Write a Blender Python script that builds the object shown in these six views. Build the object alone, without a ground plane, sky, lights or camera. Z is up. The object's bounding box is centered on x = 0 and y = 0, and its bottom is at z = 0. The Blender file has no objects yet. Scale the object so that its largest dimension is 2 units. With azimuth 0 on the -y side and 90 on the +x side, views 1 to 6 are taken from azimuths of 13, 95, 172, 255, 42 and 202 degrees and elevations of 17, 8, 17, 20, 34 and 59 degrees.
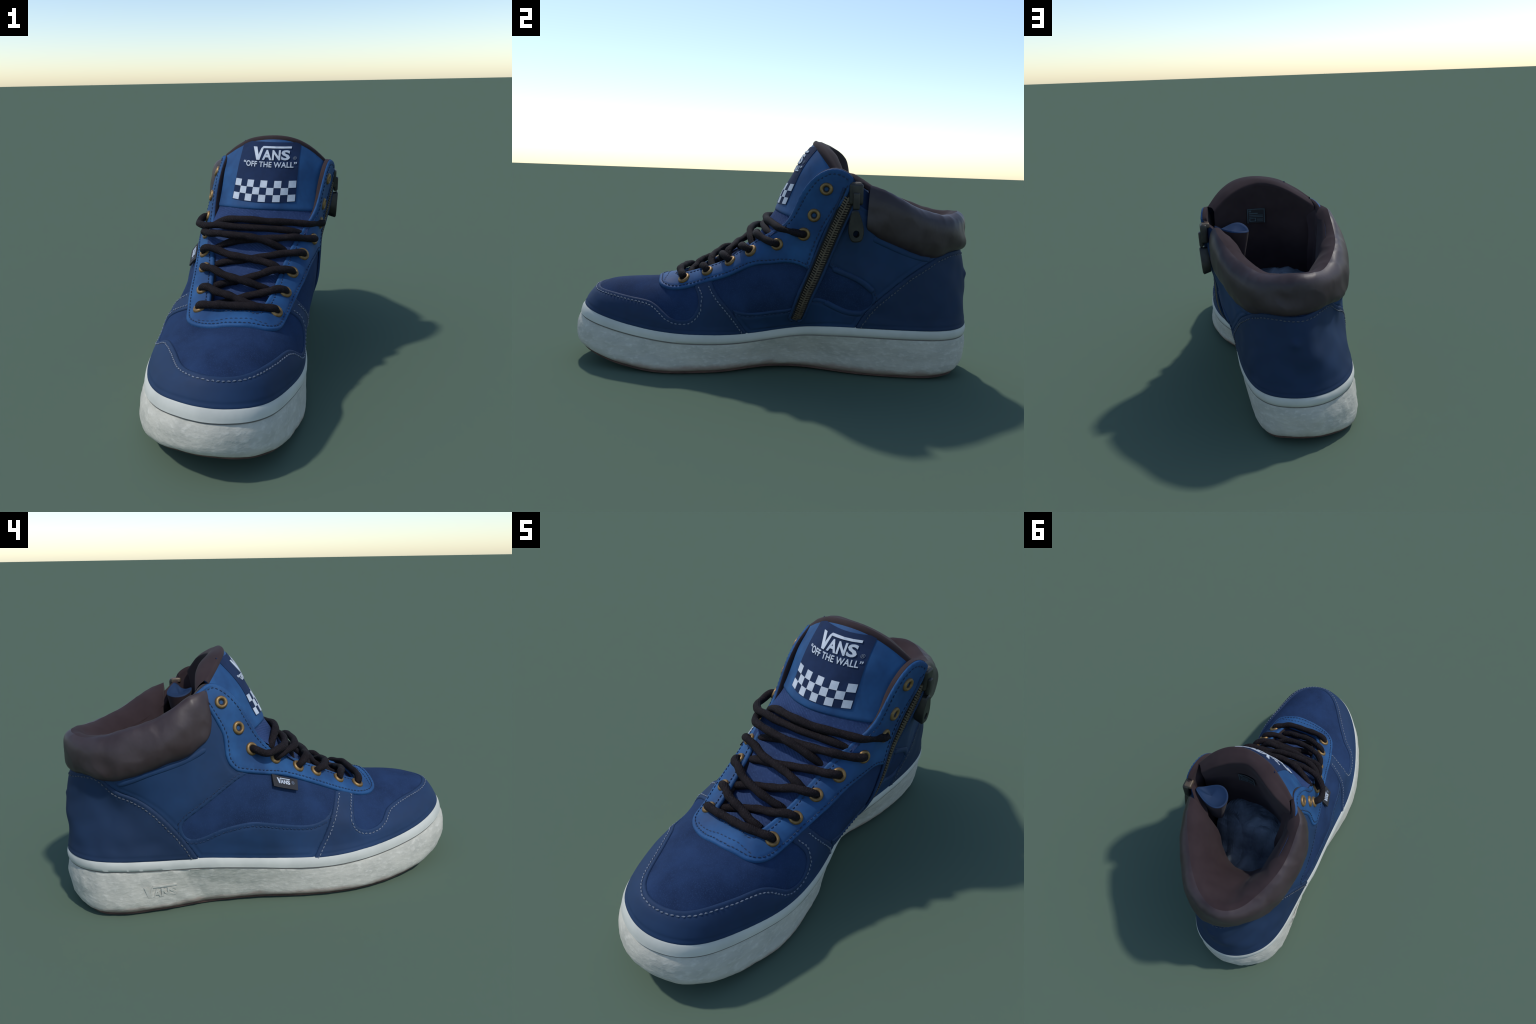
"""High-top sneaker, built part by part.

Frame: metres, z up, toe towards -y, heel towards +y, zipper on the +x side.
The upper is one smooth lasted surface S(s, t): s runs round the shoe (toe, left,
heel, right), t runs from the feather line (where it meets the sole) to the throat /
top line.  Leather panels, seams and eyelets are laid on that surface.
"""
import bpy, bmesh, math, random
import numpy as np
from mathutils import Vector, Matrix, noise, kdtree
from mathutils.geometry import delaunay_2d_cdt

random.seed(7)
RNG = np.random.default_rng(11)


# ------------------------------------------------------------------ helpers
def cubic_periodic(P, n):
    """periodic interpolating cubic through the rows of P, sampled at n even steps of chord length"""
    P = np.asarray(P, float)
    m = len(P)
    A = np.zeros((m, m))
    for i in range(m):
        A[i, i] = 4
        A[i, (i - 1) % m] = 1
        A[i, (i + 1) % m] = 1
    B = np.linalg.solve(A, 6 * P)
    u = np.linspace(0, m, n, endpoint=False)
    k = np.floor(u).astype(int)
    f = (u - k)[:, None]
    b = [B[(k + j) % m] for j in (-1, 0, 1, 2)]
    return ((1 - f) ** 3 * b[0] + (3 * f ** 3 - 6 * f ** 2 + 4) * b[1]
            + (-3 * f ** 3 + 3 * f ** 2 + 3 * f + 1) * b[2] + f ** 3 * b[3]) / 6


def natural_cubic(P, n, even=True):
    """open natural cubic through P by chord length; n samples evenly spaced by length"""
    P = np.asarray(P, float)
    d = np.r_[0, np.cumsum(np.linalg.norm(np.diff(P, axis=0), axis=1) + 1e-9)]
    m = len(P)
    if m < 3:
        x = np.linspace(0, d[-1], n)
        return np.stack([np.interp(x, d, P[:, i]) for i in range(P.shape[1])], 1)
    h = np.diff(d)
    A = np.eye(m)
    r = np.zeros((m, P.shape[1]))
    for i in range(1, m - 1):
        A[i, i - 1], A[i, i], A[i, i + 1] = h[i - 1], 2 * (h[i - 1] + h[i]), h[i]
        r[i] = 6 * ((P[i + 1] - P[i]) / h[i] - (P[i] - P[i - 1]) / h[i - 1])
    M = np.linalg.solve(A, r)

    def ev(x):
        k = np.clip(np.searchsorted(d, x) - 1, 0, m - 2)
        a = (d[k + 1] - x)[:, None]
        b = (x - d[k])[:, None]
        hk = h[k][:, None]
        return (M[k] * a ** 3 + M[k + 1] * b ** 3) / (6 * hk) + (P[k] / hk - M[k] * hk / 6) * a + (P[k + 1] / hk - M[k + 1] * hk / 6) * b

    fine = ev(np.linspace(0, d[-1], 400))
    if not even:
        return fine
    L = np.r_[0, np.cumsum(np.linalg.norm(np.diff(fine, axis=0), axis=1))]
    x = np.linspace(0, L[-1], n)
    return np.stack([np.interp(x, L, fine[:, i]) for i in range(P.shape[1])], 1)


def keyed(pairs, n, period=36.0):
    """smooth periodic table: (station, value) pairs sampled at n even steps"""
    k = np.array([p[0] for p in pairs], float)
    v = np.array([p[1] for p in pairs], float)
    k = np.r_[k - period, k, k + period]
    v = np.r_[v, v, v]
    x = np.linspace(0, period, n, endpoint=False)
    y = np.interp(x, k, v)
    w = max(3, int(n / period * 1.2))
    ker = np.hanning(w + 2)[1:-1]
    ker /= ker.sum()
    return np.convolve(np.r_[y[-w:], y, y[:w]], ker, "same")[w:-w]


def smoothstep(a, b, x):
    q = np.clip((x - a) / (b - a), 0, 1)
    return q * q * (3 - 2 * q)


def noise3(P, scale, seed=0.0):
    """vector of smooth noise values (-1..1) at the points P"""
    return np.array([noise.noise(Vector((p[0] * scale + seed, p[1] * scale - seed, p[2] * scale + 2 * seed))) for p in P])


# ------------------------------------------------------------------ object tree
ROOT = bpy.data.objects.new("high_top_sneaker", None)
bpy.context.scene.collection.objects.link(ROOT)
ROOT["label"] = "navy blue high-top sneaker with brown padded collar, side zipper and white sole"
ROOT["category"] = "shoe"


def add_object(name, mesh, mat, parent=None, smooth=True, angle=None):
    ob = bpy.data.objects.new(name, mesh)
    bpy.context.scene.collection.objects.link(ob)
    ob.parent = parent or ROOT
    if mat and not mesh.materials:
        mesh.materials.append(mat)
    if smooth:
        for p in mesh.polygons:
            p.use_smooth = True
        if angle is not None:
            mesh.set_sharp_from_angle(angle=math.radians(angle))
    return ob


def mesh_from(name, V, F):
    me = bpy.data.meshes.new(name)
    me.from_pydata([tuple(map(float, v)) for v in V], [], [tuple(int(i) for i in f) for f in F])
    me.update()
    return me


def grid_faces(nu, nv, wrap_u=False, flip=False):
    """faces of a grid of nu x nv points stored [u * nv + v]"""
    F = []
    for i in range(nu if wrap_u else nu - 1):
        a, b = i * nv, ((i + 1) % nu) * nv
        for j in range(nv - 1):
            f = (a + j, b + j, b + j + 1, a + j + 1)
            F.append(f[::-1] if flip else f)
    return F


def fix_normals(me):
    bm = bmesh.new()
    bm.from_mesh(me)
    bmesh.ops.recalc_face_normals(bm, faces=bm.faces)
    bm.to_mesh(me)
    bm.free()


# ------------------------------------------------------------------ materials
M = {}


def material(name, base, second=None, third=None, rough=.6, scale=6.0, grain=120.0, bump=.1, bump_dist=.002,
             stretch=(1, 1, 1), metallic=0.0, sheen=0.0, coat=0.0, spec=.5, contrast=(.35, .65), weave=None):
    """mottled surface: base and second colour mixed by cloudy noise, third in sparse specks, fine grain as bump"""
    m = bpy.data.materials.new(name)
    m.use_nodes = True
    nt = m.node_tree
    N, L = nt.nodes, nt.links
    b = N["Principled BSDF"]
    b.inputs["Metallic"].default_value = metallic
    b.inputs["Specular IOR Level"].default_value = spec
    b.inputs["Sheen Weight"].default_value = sheen
    b.inputs["Coat Weight"].default_value = coat
    tc = N.new("ShaderNodeTexCoord")
    mp = N.new("ShaderNodeMapping")
    mp.inputs["Scale"].default_value = stretch
    L.new(tc.outputs["Object"], mp.inputs["Vector"])
    second = second or base
    n1 = N.new("ShaderNodeTexNoise")
    n1.inputs["Scale"].default_value = scale
    n1.inputs["Detail"].default_value = 6
    n1.inputs["Roughness"].default_value = .6
    L.new(mp.outputs[0], n1.inputs["Vector"])
    r1 = N.new("ShaderNodeValToRGB")
    r1.color_ramp.elements[0].position, r1.color_ramp.elements[1].position = contrast
    r1.color_ramp.elements[0].color = (*base, 1)
    r1.color_ramp.elements[1].color = (*second, 1)
    L.new(n1.outputs["Fac"], r1.inputs["Fac"])
    col = r1.outputs["Color"]
    n2 = N.new("ShaderNodeTexNoise")
    n2.inputs["Scale"].default_value = grain
    n2.inputs["Detail"].default_value = 4
    L.new(mp.outputs[0], n2.inputs["Vector"])
    if third:
        r2 = N.new("ShaderNodeValToRGB")
        r2.color_ramp.elements[0].position, r2.color_ramp.elements[1].position = .52, .75
        L.new(n2.outputs["Fac"], r2.inputs["Fac"])
        mx = N.new("ShaderNodeMix")
        mx.data_type = "RGBA"
        L.new(r2.outputs["Color"], mx.inputs[0])
        L.new(col, mx.inputs[6])
        mx.inputs[7].default_value = (*third, 1)
        col = mx.outputs[2]
    L.new(col, b.inputs["Base Color"])
    mr = N.new("ShaderNodeMapRange")
    mr.inputs["To Min"].default_value = rough - .1
    mr.inputs["To Max"].default_value = rough + .1
    L.new(n1.outputs["Fac"], mr.inputs["Value"])
    L.new(mr.outputs[0], b.inputs["Roughness"])
    bp = N.new("ShaderNodeBump")
    bp.inputs["Strength"].default_value = bump
    bp.inputs["Distance"].default_value = bump_dist
    h = n2.outputs["Fac"]
    if weave:
        wv = N.new("ShaderNodeTexWave")
        wv.bands_direction = "DIAGONAL"
        wv.inputs["Scale"].default_value = weave
        wv.inputs["Distortion"].default_value = 2.0
        L.new(tc.outputs["Object"], wv.inputs["Vector"])
        ad = N.new("ShaderNodeMath")
        ad.operation = "ADD"
        L.new(wv.outputs["Fac"], ad.inputs[0])
        L.new(h, ad.inputs[1])
        h = ad.outputs[0]
    L.new(h, bp.inputs["Height"])
    L.new(bp.outputs[0], b.inputs["Normal"])
    M[name] = m
    return m


def dirt_near_ground(m, colour, top, strength=.8):
    """brown scuffing that sits on the lowest edge of the sole, broken up by noise"""
    nt = m.node_tree
    N, L = nt.nodes, nt.links
    b = N["Principled BSDF"]
    src = b.inputs["Base Color"].links[0].from_socket
    tc = N.new("ShaderNodeTexCoord")
    sp = N.new("ShaderNodeSeparateXYZ")
    L.new(tc.outputs["Object"], sp.inputs[0])
    nz = N.new("ShaderNodeTexNoise")
    nz.inputs["Scale"].default_value = 9
    nz.inputs["Detail"].default_value = 5
    L.new(tc.outputs["Object"], nz.inputs["Vector"])
    ad = N.new("ShaderNodeMath")
    ad.operation = "MULTIPLY_ADD"
    ad.inputs[1].default_value = -.06
    L.new(nz.outputs["Fac"], ad.inputs[0])
    L.new(sp.outputs["Z"], ad.inputs[2])
    mr = N.new("ShaderNodeMapRange")
    mr.inputs["From Min"].default_value = top - .03
    mr.inputs["From Max"].default_value = top - .05
    mr.inputs["To Max"].default_value = strength
    L.new(ad.outputs[0], mr.inputs["Value"])
    mx = N.new("ShaderNodeMix")
    mx.data_type = "RGBA"
    L.new(mr.outputs[0], mx.inputs[0])
    L.new(src, mx.inputs[6])
    mx.inputs[7].default_value = (*colour, 1)
    L.new(mx.outputs[2], b.inputs["Base Color"])


material("sole", (.51, .49, .42), (.42, .41, .355), (.57, .55, .48), rough=.8, scale=9, grain=38, bump=.42, bump_dist=.006, stretch=(1, .9, 1.7), spec=.3)
dirt_near_ground(M["sole"], (.33, .235, .19), .052, .75)
material("foxing", (.555, .555, .50), (.47, .475, .43), rough=.65, scale=5, grain=60, bump=.12, bump_dist=.002, spec=.3)
material("sole_seam", (.19, .18, .16), (.13, .12, .11), rough=.8)
material("outsole", (.055, .028, .022), (.11, .06, .045), rough=.8, scale=12)
material("suede", (.0110, .0235, .062), (.0185, .041, .106), (.021, .046, .112), rough=.9, scale=5, grain=220, bump=.15, spec=.1)
material("leather", (.0118, .032, .080), (.0142, .044, .114), rough=.7, scale=4, grain=150, bump=.08, spec=.22)
material("leather_dark", (.0118, .0285, .071), (.0140, .039, .100), rough=.7, scale=4, grain=150, bump=.08, spec=.22)
material("leather_light", (.0118, .048, .136), (.020, .086, .220), rough=.65, scale=6, grain=150, bump=.08, spec=.22)
material("counter", (.0125, .028, .066), (.0145, .034, .080), rough=.7, scale=4, grain=150, bump=.08, spec=.2)
material("knit", (.019, .036, .098), (.028, .052, .132), (.036, .064, .155), rough=.9, scale=9, grain=110, bump=.35, bump_dist=.004, spec=.1, weave=34)
material("collar", (.033, .0205, .0210), (.058, .043, .046), rough=.46, scale=6, grain=70, bump=.14, bump_dist=.003, spec=.42, contrast=(.40, .75))
material("lining", (.030, .019, .021), (.040, .027, .029), rough=.9, scale=8, grain=180, bump=.15, spec=.15, sheen=.05)
material("lace", (.0080, .0060, .0070), (.0135, .0102, .0118), (.024, .019, .021), rough=.8, scale=30, grain=140, bump=.45, bump_dist=.003, spec=.12, weave=80)
material("brass", (.30, .19, .075), (.17, .10, .04), rough=.5, scale=22, grain=90, bump=.1, metallic=.65)
material("dark_disc", (.010, .014, .024), rough=.9)  # near-black colour for the added eyelet discs
material("zip_tape", (.007, .008, .011), (.012, .012, .014), rough=.85, grain=160, bump=.3)
material("zip_metal", (.135, .10, .066), (.075, .056, .040), rough=.5, scale=40, metallic=.3)
material("pull_metal", (.042, .039, .033), (.020, .019, .017), rough=.45, scale=18, metallic=.4, grain=60)
material("stitch_pale", (.115, .145, .20), (.17, .20, .26), rough=.8, scale=30)
material("stitch_dim", (.055, .068, .09), (.085, .10, .125), rough=.8, scale=30)
material("stitch_navy", (.008, .024, .066), (.011, .034, .09), rough=.8)
material("patch", (.0095, .020, .055), (.014, .029, .078), rough=.85, scale=12, grain=160, bump=.2, spec=.15)
material("white_print", (.52, .56, .62), (.40, .45, .53), rough=.75, scale=25)
material("grey_print", (.16, .19, .25), rough=.8)
material("tag", (.009, .009, .013), (.014, .014, .018), rough=.75)
material("paper", (.19, .235, .28), (.07, .09, .12), rough=.8, scale=7, grain=20, bump=.2, bump_dist=.01)
material("label_ink", (.045, .07, .085), rough=.8)


# ------------------------------------------------------------------ the lasted upper surface
# one rib per station: from the feather line up to the throat edge or top line
RIBS = []


def rib(where, *pts):
    RIBS.append(natural_cubic(pts, 33))


rib("toe", (.08, -.952, .283), (.075, -.93, .335), (.06, -.885, .380), (.07, -.78, .414), (.085, -.548, .439), (.075, -.44, .462))
rib("toe", (-.05, -.93, .284), (-.045, -.905, .335), (-.023, -.869, .375), (-.005, -.76, .410), (.03, -.54, .437), (.035, -.44, .46))
rib("toe", (-.15, -.868, .271), (-.143, -.84, .32), (-.105, -.80, .358), (-.06, -.70, .402), (-.01, -.53, .430), (.0, -.44, .458))
rib("left forefoot", (-.245, -.74, .245), (-.238, -.715, .29), (-.19, -.66, .345), (-.13, -.60, .392), (-.065, -.51, .424), (-.04, -.435, .456))
rib("left forefoot", (-.31, -.585, .224), (-.305, -.57, .27), (-.262, -.54, .325), (-.2, -.50, .383), (-.14, -.48, .420), (-.075, -.42, .460))
rib("left forefoot", (-.352, -.436, .209), (-.338, -.43, .26), (-.300, -.42, .322), (-.235, -.41, .383), (-.121, -.40, .455), (-.085, -.38, .475))
rib("left waist", (-.373, -.3, .2), (-.350, -.31, .27), (-.324, -.318, .345), (-.262, -.32, .408), (-.145, -.31, .492), (-.10, -.30, .515))
rib("left waist", (-.374, -.17, .196), (-.352, -.17, .28), (-.322, -.17, .37), (-.277, -.17, .455), (-.231, -.172, .514), (-.125, -.18, .575))
rib("left waist", (-.362, -.03, .203), (-.345, -.03, .30), (-.328, -.03, .40), (-.294, -.03, .5), (-.257, -.02, .578), (-.165, -.05, .645))
rib("left waist", (-.351, .1, .219), (-.362, .1, .32), (-.356, .1, .42), (-.322, .09, .53), (-.275, .075, .61), (-.19, .04, .70))
rib("left ankle", (-.345, .22, .236), (-.360, .22, .35), (-.346, .22, .47), (-.312, .21, .60), (-.272, .19, .69), (-.20, .11, .785))
rib("left ankle", (-.341, .32, .25), (-.348, .32, .38), (-.328, .31, .53), (-.298, .29, .66), (-.268, .26, .77), (-.195, .165, .895))
rib("left flap", (-.33, .41, .256), (-.336, .41, .38), (-.318, .4, .56), (-.295, .38, .70), (-.24, .30, .90), (-.185, .235, .985))
rib("left flap", (-.319, .5, .258), (-.322, .5, .38), (-.308, .5, .55), (-.300, .49, .68), (-.258, .40, .90), (-.190, .31, 1.02))
rib("left collar", (-.306, .63, .262), (-.296, .62, .38), (-.286, .61, .55), (-.290, .61, .68), (-.262, .50, .86), (-.235, .40, .975))
rib("left collar", (-.29, .745, .266), (-.266, .725, .40), (-.240, .706, .52), (-.265, .72, .645), (-.23, .66, .79), (-.21, .60, .87))
rib("heel", (-.25, .86, .266), (-.216, .825, .4), (-.190, .795, .52), (-.196, .788, .63), (-.185, .77, .75), (-.17, .74, .80))
rib("heel", (-.162, .945, .26), (-.146, .922, .4), (-.130, .890, .52), (-.125, .878, .63), (-.12, .855, .74), (-.11, .83, .785))
rib("heel", (-.05, .986, .256), (-.045, .978, .4), (-.04, .965, .52), (-.035, .938, .635), (-.03, .90, .73), (-.03, .875, .775))
rib("heel", (.06, .967, .253), (.06, .958, .4), (.056, .944, .52), (.056, .922, .635), (.052, .90, .72), (.05, .87, .765))
rib("heel", (.142, .915, .25), (.142, .905, .4), (.14, .884, .5), (.142, .86, .63), (.142, .845, .72), (.135, .815, .765))
rib("right collar", (.2, .81, .25), (.208, .795, .4), (.208, .785, .5), (.203, .768, .61), (.20, .74, .70), (.185, .71, .78))
rib("right collar", (.228, .65, .253), (.240, .65, .36), (.244, .65, .48), (.258, .648, .62), (.258, .61, .75), (.245, .59, .82))
rib("right collar", (.235, .52, .254), (.258, .52, .36), (.282, .52, .48), (.290, .52, .60), (.310, .515, .69), (.30, .47, .89))
rib("right zip", (.236, .42, .254), (.270, .42, .36), (.303, .42, .48), (.32, .42, .60), (.343, .42, .70), (.362, .40, .94))
rib("right flap", (.232, .33, .252), (.270, .33, .36), (.305, .32, .46), (.318, .31, .56), (.338, .315, .66), (.380, .372, .97))
rib("right flap", (.222, .23, .247), (.278, .225, .34), (.316, .215, .44), (.328, .21, .55), (.33, .22, .66), (.366, .285, 1.005))
rib("right flap", (.218, .14, .238), (.294, .14, .33), (.325, .13, .42), (.325, .125, .55), (.325, .13, .66), (.345, .165, .915))
rib("right waist", (.235, .03, .22), (.300, .03, .31), (.330, .03, .40), (.326, .03, .53), (.316, .06, .62), (.305, .10, .765))
rib("right waist", (.265, -.08, .205), (.308, -.08, .29), (.328, -.08, .39), (.320, -.07, .5), (.30, -.045, .60), (.245, -.01, .685))
rib("right waist", (.297, -.19, .197), (.315, -.19, .28), (.320, -.19, .36), (.300, -.185, .455), (.241, -.165, .55), (.195, -.155, .575))
rib("right forefoot", (.32, -.31, .196), (.326, -.31, .27), (.321, -.315, .33), (.284, -.305, .415), (.228, -.285, .49), (.18, -.275, .515))
rib("right forefoot", (.329, -.43, .199), (.333, -.43, .25), (.316, -.43, .3), (.262, -.425, .385), (.207, -.407, .443), (.16, -.39, .475))
rib("right forefoot", (.318, -.56, .21), (.325, -.555, .26), (.30, -.552, .325), (.25, -.525, .39), (.19, -.48, .432), (.14, -.44, .46))
rib("toe", (.285, -.715, .23), (.285, -.70, .285), (.255, -.69, .345), (.22, -.65, .385), (.175, -.535, .425), (.12, -.445, .46))
rib("toe", (.225, -.88, .265), (.22, -.855, .32), (.19, -.83, .366), (.165, -.75, .402), (.13, -.548, .436), (.10, -.44, .462))

RIBS = np.array(RIBS)
NS, NT = 1080, 161
_lv = np.array([cubic_periodic(RIBS[:, j], NS) for j in range(33)])          # level, s, xyz
G = np.zeros((NS, NT, 3))
for i in range(NS):
    G[i] = natural_cubic(_lv[:, i], NT)
# a light fairing pass round the shoe
for _ in range(3):
    G = (np.roll(G, 6, 0) + 2 * G + np.roll(G, -6, 0)) / 4
DS = np.roll(G, -1, 0) - np.roll(G, 1, 0)
DT = np.gradient(G, axis=1)
GN = np.cross(DT, DS)
GN /= np.linalg.norm(GN, axis=2, keepdims=True) + 1e-12
if (GN[:, 20] * (G[:, 20] - np.array([0, 0, .3])) * np.array([1, 1, 0])).sum() < 0:
    GN = -GN


G = G - GN * (.007 * smoothstep(.0, .12, np.linspace(0, 1, NT)))[None, :, None]


def lookup(A, s, t):
    """bilinear lookup of a grid field at s (stations 0..36, periodic) and t (0..1)"""
    x = np.asarray(s, float) / 36 * NS
    y = np.clip(np.asarray(t, float), 0, 1) * (NT - 1)
    i = np.floor(x).astype(int)
    j = np.minimum(np.floor(y).astype(int), NT - 2)
    fx, fy = (x - i)[..., None], (y - j)[..., None]
    i0, i1 = i % NS, (i + 1) % NS
    return (A[i0, j] * (1 - fx) + A[i1, j] * fx) * (1 - fy) + (A[i0, j + 1] * (1 - fx) + A[i1, j + 1] * fx) * fy


def on_last(s, t, off=0.0):
    n = lookup(GN, s, t)
    n = n / np.linalg.norm(n, axis=-1, keepdims=True)
    off = np.asarray(off, float)
    return lookup(G, s, t) + n * (off[..., None] if off.ndim else off)


# ------------------------------------------------------------------ the sole
FEATHER = G[:, 0]
_tan = np.roll(FEATHER, -8, 0) - np.roll(FEATHER, 8, 0)
OUT = np.stack([_tan[:, 1], -_tan[:, 0], 0 * _tan[:, 0]], 1)
OUT /= np.linalg.norm(OUT, axis=1, keepdims=True)
if (OUT * FEATHER).sum() < 0:
    OUT = -OUT
mid_out = keyed([(0, .042), (3, .042), (5, .031), (7, .018), (9, -.003), (10, -.014), (11, -.018), (12, -.016), (13, -.005), (14, .010), (15, .022), (16, .024), (18, .012), (20, .002), (22, -.018), (24, -.036), (26, -.050), (28, -.036), (30, -.003), (32, .008), (34, .03)], NS)
low_out = keyed([(0, .026), (2, .028), (4, .030), (6, .018), (8, .004), (9, -.016), (10, -.032), (11, -.037), (12, -.030), (13, -.011), (14, .006), (15, .016), (16, .016), (18, -.02), (19, -.02), (20, -.01), (21, -.032), (22, -.048), (24, -.066), (26, -.085), (27, -.08), (28, -.065), (29, -.045), (30, -.02), (31, -.01), (32, .01), (33, .024), (34, .027), (35, .028)], NS)
low_z = keyed([(0, .110), (1, .106), (2, .078), (3, .036), (4, .020), (5, .012), (7, .012), (9, .016), (11, .014), (14, .018), (16, .015), (17, .03), (18, .037), (19, .037), (20, .03), (21, .014), (23, .012), (26, .018), (28, .025), (30, .015), (32, .012), (33, .016), (34, .034), (35, .082)], NS)
seam_out = keyed([(0, .022), (3, .018), (6, .012), (12, .01), (18, .006), (24, .0), (30, .006), (33, .01)], NS)
FZ = FEATHER[:, 2]


def sole_ring(out, z):
    P = FEATHER + OUT * np.asarray(out)[:, None]
    P[:, 2] = z
    return P


def loft(name, rings, mat, parent=None, cap_first=False, cap_last=False, step=2, angle=50):
    R = np.array([r[::step] for r in rings])
    n = R.shape[1]
    V = R.transpose(1, 0, 2).reshape(-1, 3)
    F = grid_faces(n, len(rings), True)
    V = list(V)
    for cap, k in ((cap_first, 0), (cap_last, len(rings) - 1)):
        if cap:
            # centre line strip: join the two sides through a spine
            c = len(V)
            ring = [i * len(rings) + k for i in range(n)]
            V.append(np.mean([V[i] for i in ring], 0))
            F += [(ring[i], ring[(i + 1) % n], c) for i in range(n)]
    me = mesh_from(name, V, F)
    fix_normals(me)
    return add_object(name, me, mat, parent, angle=angle)


sz = FZ - .042                         # seam between foxing strip and sidewall
wall = []
for f in (0, .035, .08, .14, .22, .3, .38, .46, .54, .62, .7, .78, .86, .93, 1):
    # sidewall section: upright curve through low edge, bulge and seam, with a tight roll at the bottom edge
    z = low_z * (1 - f) + (sz - .004) * f
    o = low_out * (1 - f) * (1 - 2 * f) + (mid_out + .004) * 4 * f * (1 - f) + seam_out * f * (2 * f - 1)
    o = o - .010 * np.clip(1 - f / .09, 0, 1) ** 2 + .006 * smoothstep(0, .12, f) * (1 - smoothstep(.2, .5, f))
    wall.append((o, z))
HS = np.linspace(0, 36, NS, endpoint=False)


def rough(P, amp, scale):
    amp = amp * (1 + .9 * smoothstep(10, 12, HS) * (1 - smoothstep(17, 19, HS)))
    k = noise3(P, scale) * amp + noise3(P, scale * 3.1, 4.0) * amp * .5
    return P + OUT * k[:, None]


rings = [sole_ring(low_out - .05, low_z + .004), sole_ring(low_out - .008, low_z + .001)]
rings += [rough(sole_ring(o, z), .0026, 16) for o, z in wall]
rings += [sole_ring(seam_out - .004, sz), sole_ring(seam_out - .02, sz + .002)]
midsole = loft("midsole", rings, M["sole"])
fox = [(-.02, sz - .001), (seam_out - .003, sz - .0005), (seam_out + .004, sz + .004), (seam_out * .6 + .009, sz + .016),
       (seam_out * .3 + .011, sz + .03), (.009, FZ + .0), (.003, FZ + .008), (-.006, FZ + .010), (-.03, FZ + .006)]
foxing = loft("foxing_strip", [rough(sole_ring(np.broadcast_to(o, NS), z), .0012, 10) for o, z in fox], M["foxing"])
loft("sole_seam", [sole_ring(seam_out - .012, sz - .006), sole_ring(seam_out + .0012, sz - .0035), sole_ring(seam_out + .0012, sz + .0015), sole_ring(seam_out - .012, sz + .003)], M["sole_seam"])
oz = np.maximum(low_z - .013, 0)
outsole = loft("outsole", [sole_ring(low_out - .03, low_z + .006), sole_ring(low_out - .010, low_z + .002), sole_ring(low_out - .010, oz + .003), sole_ring(low_out - .016, oz), sole_ring(low_out - .12, oz * .85)], M["outsole"], cap_last=True)

# ------------------------------------------------------------------ base layer of the upper
st = np.linspace(0, 36, NS // 2, endpoint=False)
tt = np.linspace(0, 1, 81)
SS, TT = np.meshgrid(st, tt, indexing="ij")
V = on_last(SS, TT).reshape(-1, 3)
me = mesh_from("vamp", V, grid_faces(len(st), len(tt), True))
fix_normals(me)
vamp = add_object("vamp", me, M["suede"])


# lining: the same last, set in by the thickness of the upper
def lining_depth(S, T):
    back = smoothstep(13.5, 15.5, S) * (1 - smoothstep(22.5, 24, S))
    return -(.018 + back * .045 + .02 * (1 - T))


tl = np.linspace(.06, 1, 41)
SS, TT = np.meshgrid(st[::2], tl, indexing="ij")
V = on_last(SS, TT, lining_depth(SS, TT)).reshape(-1, 3)
V2 = on_last(st[::2], np.ones(len(st) // 2), .001)
n = len(st) // 2
V = np.concatenate([V.reshape(n, -1, 3), V2[:, None]], 1).reshape(-1, 3)
me = mesh_from("lining", V, grid_faces(n, len(tl) + 1, True))
lining = add_object("lining", me, M["lining"])

# footbed
FB = [FEATHER + OUT * -.03 + np.array([0, 0, .03])]
for k in (.35, .7, .9):
    P = FB[0] * (1 - k) + (np.array([-.02, 0, 0]) + FB[0] * np.array([.0, .95, 0]) + np.array([0, 0, .25])) * k
    FB.append(P)
footbed = loft("footbed", FB, M["lining"], cap_last=True, step=6)

# ------------------------------------------------------------------ padded collar
SEC = []


def collar_section(*pts):
    SEC.append(pts)


# line on the quarter, belly, shoulder, crest, inner shoulder
collar_section((-.222, .318, .885), (-.226, .322, .925), (-.220, .330, .972), (-.203, .338, .998), (-.170, .350, .965))
collar_section((-.266, .340, .802), (-.280, .338, .850), (-.268, .360, .932), (-.242, .383, .984), (-.20, .40, .955))
collar_section((-.284, .378, .770), (-.305, .392, .845), (-.284, .402, .935), (-.248, .405, .980), (-.20, .412, .948))
collar_section((-.297, .43, .738), (-.325, .44, .82), (-.295, .438, .915), (-.250, .43, .968), (-.20, .43, .935))
collar_section((-.300, .52, .710), (-.333, .53, .79), (-.30, .525, .87), (-.254, .517, .915), (-.20, .50, .885))
collar_section((-.292, .62, .68), (-.315, .628, .75), (-.286, .627, .83), (-.243, .62, .872), (-.185, .595, .85))
collar_section((-.27, .715, .652), (-.287, .727, .72), (-.255, .73, .80), (-.21, .722, .840), (-.16, .68, .82))
collar_section((-.215, .82, .645), (-.226, .828, .71), (-.202, .822, .787), (-.165, .80, .818), (-.12, .755, .80))
collar_section((-.13, .898, .652), (-.135, .915, .725), (-.117, .905, .79), (-.10, .88, .812), (-.08, .825, .79))
collar_section((-.03, .942, .640), (-.03, .957, .73), (-.025, .938, .797), (-.015, .908, .814), (-.01, .85, .79))
collar_section((.064, .943, .645), (.072, .938, .72), (.075, .914, .787), (.06, .884, .808), (.05, .825, .785))
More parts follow.
